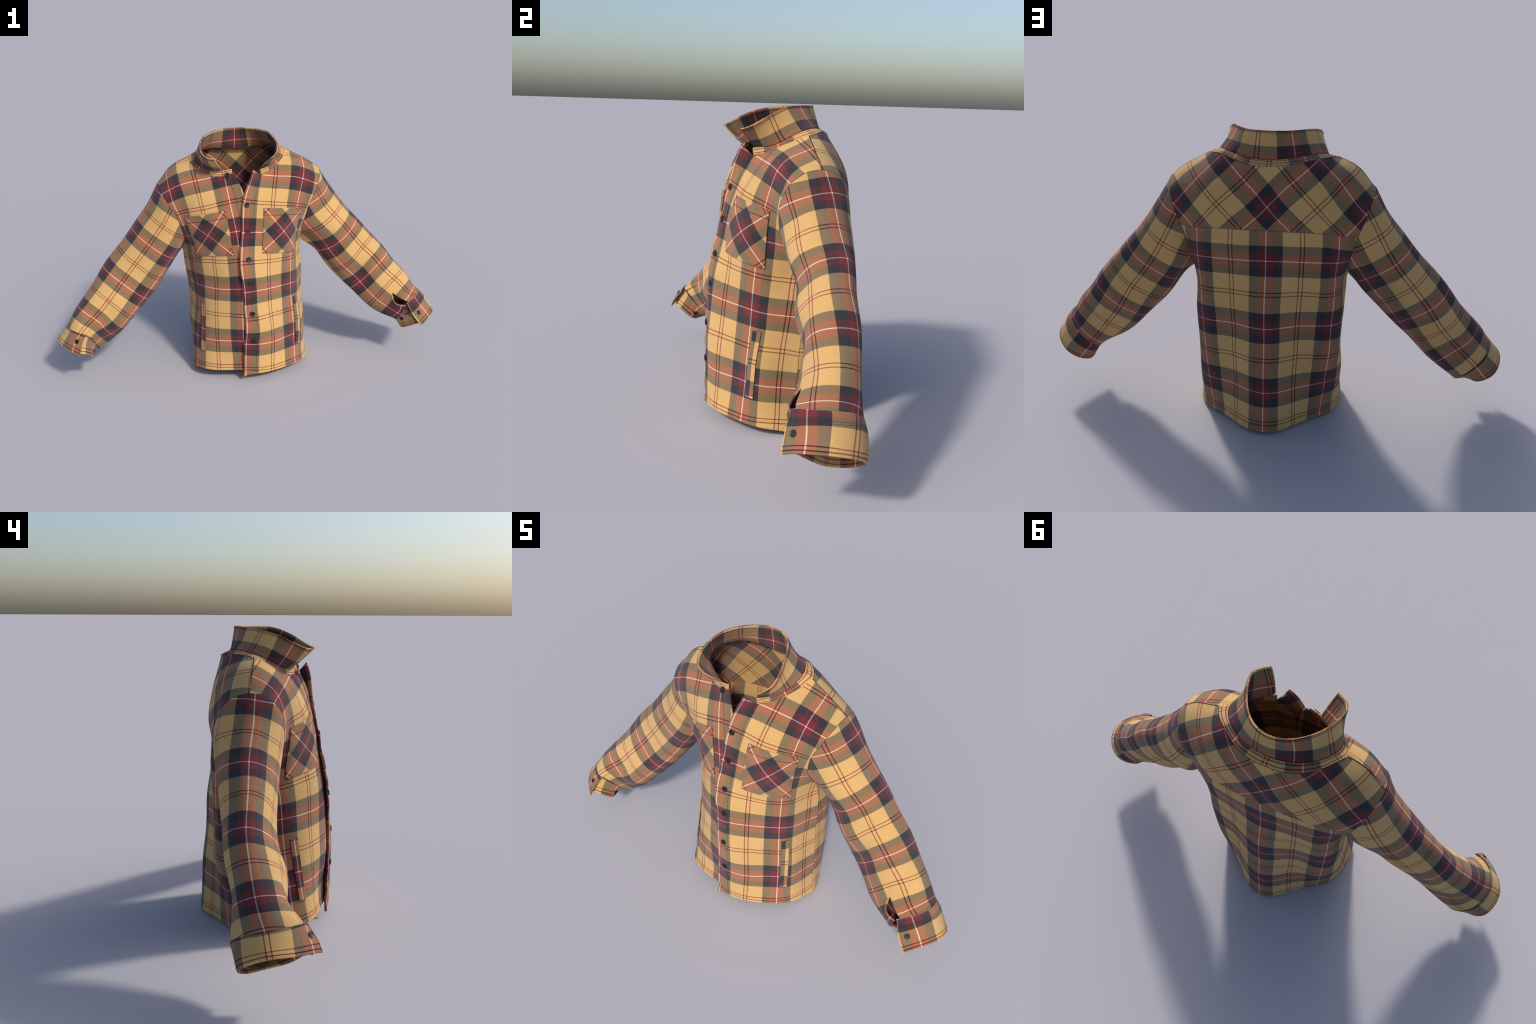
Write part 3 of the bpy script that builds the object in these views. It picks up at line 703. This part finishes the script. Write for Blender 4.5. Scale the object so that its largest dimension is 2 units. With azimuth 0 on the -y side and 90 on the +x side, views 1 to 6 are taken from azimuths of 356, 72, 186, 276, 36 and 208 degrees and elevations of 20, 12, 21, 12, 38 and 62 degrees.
def bias_cut(s0, t0):
    return lambda s, t, u, v: (((t - t0) + (s - s0)) * R2 + 10, ((t - t0) - (s - s0)) * R2 + 10)


def split(tl, tr, br, bl, fl, fr):
    """Corners of the stitched-down pocket hem and of the pocket below it."""
    tl, tr, br, bl = map(np.array, (tl, tr, br, bl))
    ml, mr = tl + (bl - tl) * fl, tr + (br - tr) * fr
    return (tl, tr, mr, ml), (ml, mr, br, bl)


pocket_hems, pocket_bags = [], []
for base, c, mid in ((front_l, ((.345, .585), (1.105, .545), (1.135, 1.385), (.375, 1.355)), (.735, .965)),
                     (front_r, ((.105, .625), (.885, .6), (.885, 1.41), (.12, 1.395)), (.515, .995))):
    hem, bag = split(*c, .155, .15)
    pk = patch("chest_pocket", base, bag, bias_cut(*mid), .0048, .0042, base.ob, puff=.003, seed=13)
    ph = patch("pocket_hem", base, hem, bias_cut(*mid), .0055, .0048, base.ob, puff=.001, seed=14)
    pocket_bags.append(pk)
    pocket_hems.append(ph)

welts = []
welts.append(patch("side_pocket_welt", front_l, ((1.045, 2.285), (1.175, 2.27), (1.16, 3.215), (1.03, 3.2)),
      lambda s, t, u, v: (.232 + (u - .52) * .13 + 10, t - 2.69 + .5 + 10), .0045, .004, front_l.ob, cell=.005, puff=.001))
welts.append(patch("side_pocket_welt", front_r, ((.775, 2.325), (.905, 2.34), (.875, 3.24), (.75, 3.25)),
      lambda s, t, u, v: ((u - .5) * .13 + 10, t - 2.82 + 10), .0045, .004, front_r.ob, cell=.005, puff=.001))

# rolled binding round the open lip of the left sleeve slit
lip = np.array([q[0] for q in sleeve_l.lip])
lip_n = np.array([q[1] for q in sleeve_l.lip])
lip_t = np.array([q[2] for q in sleeve_l.lip])
tang = unit(np.gradient(lip, axis=0))
side = unit(np.cross(lip_n, tang))
ang = np.linspace(0, 2 * math.pi, 13)
rad = .0042 * np.clip(np.minimum(np.arange(len(lip)), np.arange(len(lip))[::-1] + 2) / 3, .3, 1)
tube = lip[:, None] - lip_n[:, None] * .0015 + rad[:, None, None] * (np.cos(ang)[None, :, None] * lip_n[:, None] + np.sin(ang)[None, :, None] * side[:, None])
tn = grid_normals(tube, 1)
g = 1 if ((tube - lip[:, None]) * tn).sum() > 0 else -1
binding = Sheet("slit_binding", tube, np.repeat((.34 + ang / 40)[None], len(lip), 0) + 10, np.repeat(lip_t[:, None], 13, 1) + 10, g, .0012, roll_r=.0003, lump=0)
binding.build(sleeve_l.ob)

# collar lining: same leaf, its own cut of the cloth
cn = grid_normals(collar.P, collar.gsign)
lining = Sheet("collar_lining", collar.P - cn * .0046, (collar.S - .31) * .97 + 10, collar.T + .205 + 10, collar.gsign, .004, roll_r=.0018)
lining.build(root)

# collar band between the neckline and the collar
def nearest_line(pts, line):
    d = np.linalg.norm(pts[:, None] - line[None], axis=2)
    return line[d.argmin(1)]


neck_r = front_r.P[-1][front_r.S[-1] < .575 - .0]
neck_r = front_r.surface(*smooth_curve([(-.15, .035), (-.05, .045), (.1, .02), (.3, -.1), (.44, -.25), (.52, -.4), (.57, -.55)]).T)[0]
neck_b = yoke.surface(*neck_back.T)[0]
neck_l = front_l.surface(*smooth_curve([(.21, .01), (.36, -.08), (.5, -.23), (.6, -.37), (.66, -.5), (.69, -.62)]).T)[0]
lower = np.vstack([neck_r, neck_b, neck_l[::-1]])


def even(line, n):
    d = np.concatenate([[0], np.cumsum(np.linalg.norm(np.diff(line, axis=0), axis=1))])
    x = np.linspace(0, d[-1], n)
    out = np.stack([np.interp(x, d, line[:, k]) for k in range(3)], -1)
    for _ in range(6):
        out[1:-1] = (out[:-2] + 2 * out[1:-1] + out[2:]) / 4
    return out, d[-1]


lower, band_len = even(lower, 180)
leaf = collar.P[0]
leaf_n = grid_normals(collar.P, 1)[0]
# walk along the neckline; the band's upper line is the foot of the collar where there is one
d = np.linalg.norm(lower[:, None] - leaf[None], axis=2)
near = d.argmin(1)
upper = leaf[near].copy()
i0, i1 = np.where(near > 0)[0][0], np.where(near < len(leaf) - 1)[0][-1]
for k in range(len(lower)):
    if k < i0:
        upper[k] = lower[k] + (leaf[0] - lower[i0]) * (1 - .25 * (i0 - k) / max(1, i0))
    elif k > i1:
        upper[k] = lower[k] + (leaf[-1] - lower[i1]) * (1 - .25 * (k - i1) / max(1, len(lower) - 1 - i1))
for _ in range(8):
    upper[1:-1] = (upper[:-2] + 2 * upper[1:-1] + upper[2:]) / 4
rows = np.array([-.08, 0, .06, .3, .5, .7, .94, 1.0, 1.06])
bandP = lower[None] * (1 - rows[:, None, None]) + upper[None] * rows[:, None, None]
mid_k = len(lower) // 2
out_n = grid_normals(bandP, 1)
sgn = 1 if out_n[4, mid_k] @ np.array([0, 1, 0.0]) > 0 else -1
bandP = bandP + out_n * sgn * (.0022 - .0015 * np.abs(rows - .5) * 2)[:, None, None]
ctr = np.abs(lower[:, 0] - .0).argmin()
arc = np.concatenate([[0], np.cumsum(np.linalg.norm(np.diff(lower, axis=0), axis=1))]) / REPEAT
A = np.repeat((arc - arc[ctr] + .5 + .03)[None], len(rows), 0) + 10
B = np.repeat((.5 + .055 * (.5 - rows) * 2)[:, None], len(lower), 1) + 10
band = Sheet("collar_band", bandP, A, B, sgn, .0065, roll_r=.0022)
band.build(root)


# ---------------------------------------------------------------- buttons
def button_mesh():
    prof = [(0, .0), (.0098, .0), (.0124, .0009), (.0134, .0022), (.0131, .0036), (.0118, .0043), (.0103, .0042), (.0092, .0034), (.006, .0030), (0, .0029)]
    seg = 32
    verts, faces = [], []
    for r, z in prof[1:-1]:
        for k in range(seg):
            a = 2 * math.pi * k / seg
            verts.append((r * math.cos(a), r * math.sin(a), z))
    n = len(prof) - 2
    for j in range(n - 1):
        for k in range(seg):
            a, b = j * seg + k, j * seg + (k + 1) % seg
            faces.append((a, b, b + seg, a + seg))
    faces.append(tuple(range(seg))[::-1])
    faces.append(tuple((n - 1) * seg + k for k in range(seg)))
    me = bpy.data.meshes.new("button_blank")
    me.from_pydata(verts, [], faces)
    ob = bpy.data.objects.new("button_blank", me)
    bpy.context.collection.objects.link(ob)
    cv, cf = [], []
    for q in range(4):
        a = math.pi / 4 + q * math.pi / 2
        cx, cy = .0037 * math.cos(a), .0037 * math.sin(a)
        o = len(cv)
        for z in (.0009, .006):
            for k in range(10):
                t = 2 * math.pi * k / 10
                cv.append((cx + .0016 * math.cos(t), cy + .0016 * math.sin(t), z))
        cf += [tuple(o + k for k in range(10))[::-1], tuple(o + 10 + k for k in range(10))]
        cf += [(o + k, o + (k + 1) % 10, o + 10 + (k + 1) % 10, o + 10 + k) for k in range(10)]
    cm = bpy.data.meshes.new("holes")
    cm.from_pydata(cv, [], cf)
    cu = bpy.data.objects.new("holes", cm)
    bpy.context.collection.objects.link(cu)
    m = ob.modifiers.new("holes", "BOOLEAN")
    m.object, m.operation, m.solver = cu, "DIFFERENCE", "EXACT"
    bpy.context.view_layer.update()
    out = bpy.data.meshes.new_from_object(ob.evaluated_get(bpy.context.evaluated_depsgraph_get()))
    out.name = "button"
    for o in (ob, cu):
        bpy.data.objects.remove(o)
    out.shade_smooth()
    out.set_sharp_from_angle(angle=math.radians(40))
    return out


BMESH = button_mesh()
BMESH.materials.append(BUTTON)
turn = np.random.default_rng(5)


def place_button(p, n, parent, scale=1.0, lift=.0045):
    ob = bpy.data.objects.new("button", BMESH)
    bpy.context.collection.objects.link(ob)
    ob.parent = parent
    q = Vector(n).to_track_quat("Z", "Y")
    ob.rotation_mode = "QUATERNION"
    from mathutils import Quaternion
    ob.rotation_quaternion = q @ Quaternion((0, 0, 1), float(turn.uniform(-.4, .4)))
    ob.location = Vector(p) + Vector(n) * lift
    ob.scale = (scale,) * 3
    return ob


for s, t in ((.045, .56), (.085, .98), (.12, 1.45), (.125, 1.855), (.12, 2.4), (.12, 2.93)):
    p, n = front_l.surface(np.array([s]), np.array([t]))
    place_button(p[0], n[0], front_l.ob, lift=.0006)
n = unit(np.array([-.25, -.8, .42]))
place_button(np.array([-.068, -.1345, 1.067]), n, band.ob, lift=.002)
for cf, spots in ((cuff_l, ((.14, .325, .005), (-1.55, .34, .004))), (cuff_r, ((.03, .355, .005), (-1.975, .47, .004)))):
    for s, t, l in spots:
        p, n = cf.surface(np.array([s]), np.array([t]))
        place_button(p[0], n[0], cf.ob, .88, l - .004)

# ---------------------------------------------------------------- stitching: short dark thread lengths
SV, SF = [], []


def stitch(P, N, length=.0045, gap=.0022, r=.00055, lift=.0004):
    d = np.concatenate([[0], np.cumsum(np.linalg.norm(np.diff(P, axis=0), axis=1))])
    at = lambda x: np.array([np.interp(x, d, P[:, k]) for k in range(3)])
    an = lambda x: unit(np.array([np.interp(x, d, N[:, k]) for k in range(3)]))
    x = gap
    while x + length < d[-1]:
        a, b = at(x), at(x + length)
        n = an(x + length / 2)
        t = unit(b - a)
        side = np.cross(n, t)
        o = len(SV)
        for f, rr, up in ((0, .5, -.3), (.2, 1, .6), (.8, 1, .6), (1, .5, -.3)):
            c = a + (b - a) * f + n * (lift + r * up)
            for k in range(5):
                w = 2 * math.pi * k / 5
                SV.append(tuple(c + (side * math.cos(w) + n * math.sin(w)) * r * rr))
        for j in range(3):
            for k in range(5):
                p0, p1 = o + j * 5 + k, o + j * 5 + (k + 1) % 5
                SF.append((p0, p1, p1 + 5, p0 + 5))
        SF.append(tuple(o + k for k in range(5))[::-1])
        SF.append(tuple(o + 15 + k for k in range(5)))
        x += length + gap


def stitch_on(panel, line, step=.008, **kw):
    c = resample(line, np.linspace(0, 1, max(4, int(np.linalg.norm(np.diff(np.array(line), axis=0), axis=1).sum() * REPEAT / step))))
    P, N = panel.surface(c[:, 0], c[:, 1])
    stitch(P, N, **kw)


def inset_rows(panel, k, dist, row=True):
    """Line of points at a distance inside a border of a finished panel."""
    Nn = grid_normals(panel.P, panel.gsign)
    P = panel.P + Nn * panel.extra[..., None]
    dd = edge_distance(panel.P)[k]
    pts, nn = [], []
    if k in (0, 2):
        for c in range(2, P.shape[1] - 2):
            x = dd[:, c]
            o = np.argsort(x)
            pts.append([np.interp(dist, x[o], P[o, c, q]) for q in range(3)])
            nn.append([np.interp(dist, x[o], Nn[o, c, q]) for q in range(3)])
    else:
        for r in range(2, P.shape[0] - 2):
            x = dd[r]
            o = np.argsort(x)
            pts.append([np.interp(dist, x[o], P[r, o, q]) for q in range(3)])
            nn.append([np.interp(dist, x[o], Nn[r, o, q]) for q in range(3)])
    return np.array(pts), unit(np.array(nn))


for k, dist in ((2, .0065), (2, .010), (1, .0085), (3, .0085), (0, .004)):
    stitch(*inset_rows(collar, k, dist), length=.006, gap=.0012, r=.0006)
for k, dist in ((2, .0065), (2, .011), (1, .0085), (3, .0085)):
    P_, N_ = inset_rows(lining, k, dist)
    stitch(P_ - N_ * lining.thick, -N_, length=.006, gap=.0012, r=.0007)
for cf in (cuff_l, cuff_r):
    stitch(*inset_rows(cf, 0, .012), length=.006, gap=.002)
    stitch(*inset_rows(cf, 1, .008))
for dist in ((.032), (.04)):
    stitch(*inset_rows(cuff_l, 2, dist), length=.006, gap=.002)
stitch_on(front_l, [(.185, .02), (.19, 1.5), (.19, 3.58)], length=.009, gap=.0012, r=.0007)
stitch_on(front_r, [(-.07, .08), (-.1, .4), (-.12, .9), (-.12, 3.5)], length=.006, gap=.001, r=.0008)
for f in (front_l, front_r, back):
    stitch(*inset_rows(f, 0, .026), gap=.003, r=.0005)


def seam_shadow_cord(P, N, r, sink):
    """Thin dark tube that draws the crease shadow of a seam between two pieces."""
    P = P - N * sink
    T = unit(np.gradient(P, axis=0))
    S = unit(np.cross(N, T))
    o, seg = len(SV), 6
    for c, a, b in zip(P, S, unit(np.cross(T, S))):
        for k in range(seg):
            w = 2 * math.pi * k / seg
            SV.append(tuple(c + (a * math.cos(w) + b * math.sin(w)) * r))
    for j in range(len(P) - 1):
        for k in range(seg):
            p0, p1 = o + j * seg + k, o + j * seg + (k + 1) % seg
            SF.append((p0, p1, p1 + seg, p0 + seg))


def border(panel, k, lo=0.0, hi=1.0):
    Nn = grid_normals(panel.P, panel.gsign)
    P = panel.P + Nn * panel.extra[..., None]
    pick = lambda A: (A[0], A[:, -1], A[-1], A[:, 0])[k]
    p, n = pick(P), pick(Nn)
    d = np.concatenate([[0], np.cumsum(np.linalg.norm(np.diff(p, axis=0), axis=1))])
    f = d / d[-1]
    m = (f >= lo) & (f <= hi)
    return p[m], n[m]


for fp in (front_l, front_r):
    s_end = .7 if fp is front_l else .575
    sel = fp.S[-1] >= s_end
    p, n = fp.P[-1][sel], grid_normals(fp.P, fp.gsign)[-1][sel]
    seam_shadow_cord(p, n, .0019, .0012)
for sp in (sleeve_l, sleeve_r):
    p, n = border(sp, 2, .03, .97)
    seam_shadow_cord(p, n, .0014, .0016)
    p, n = border(sp, 0)
    seam_shadow_cord(p, n, .0010, .0010)
    p, n = border(sp, 1, 0, .97)
    seam_shadow_cord(p, n, .0011, .0014)
p, n = border(back, 2)
seam_shadow_cord(p, n, .0008, .0012)
for k in (1, 3):
    p, n = border(back, k, 0, .6)
    seam_shadow_cord(p, n, .0013, .0014)
for h in pocket_hems:
    p, n = border(h, 0)
    seam_shadow_cord(p, n, .0014, .0008)
for h in pocket_bags:
    for k in (0, 1, 3):
        p, n = border(h, k)
        seam_shadow_cord(p, n, .0008, .0048)
for h in welts:
    for k in range(4):
        p, n = border(h, k)
        seam_shadow_cord(p, n, .0009, .0040)
p, n = border(collar, 0)
seam_shadow_cord(p, n, .0016, .001)
p, n = border(band, 0)
seam_shadow_cord(p, n, .0007, .001)
me = bpy.data.meshes.new("stitching")
me.from_pydata(SV, [], SF)
st = put("stitching", me, root, [THREAD])  # thread dashes plus the dark tubes modelled as shadow in seam grooves
st["kind"] = "stuff"
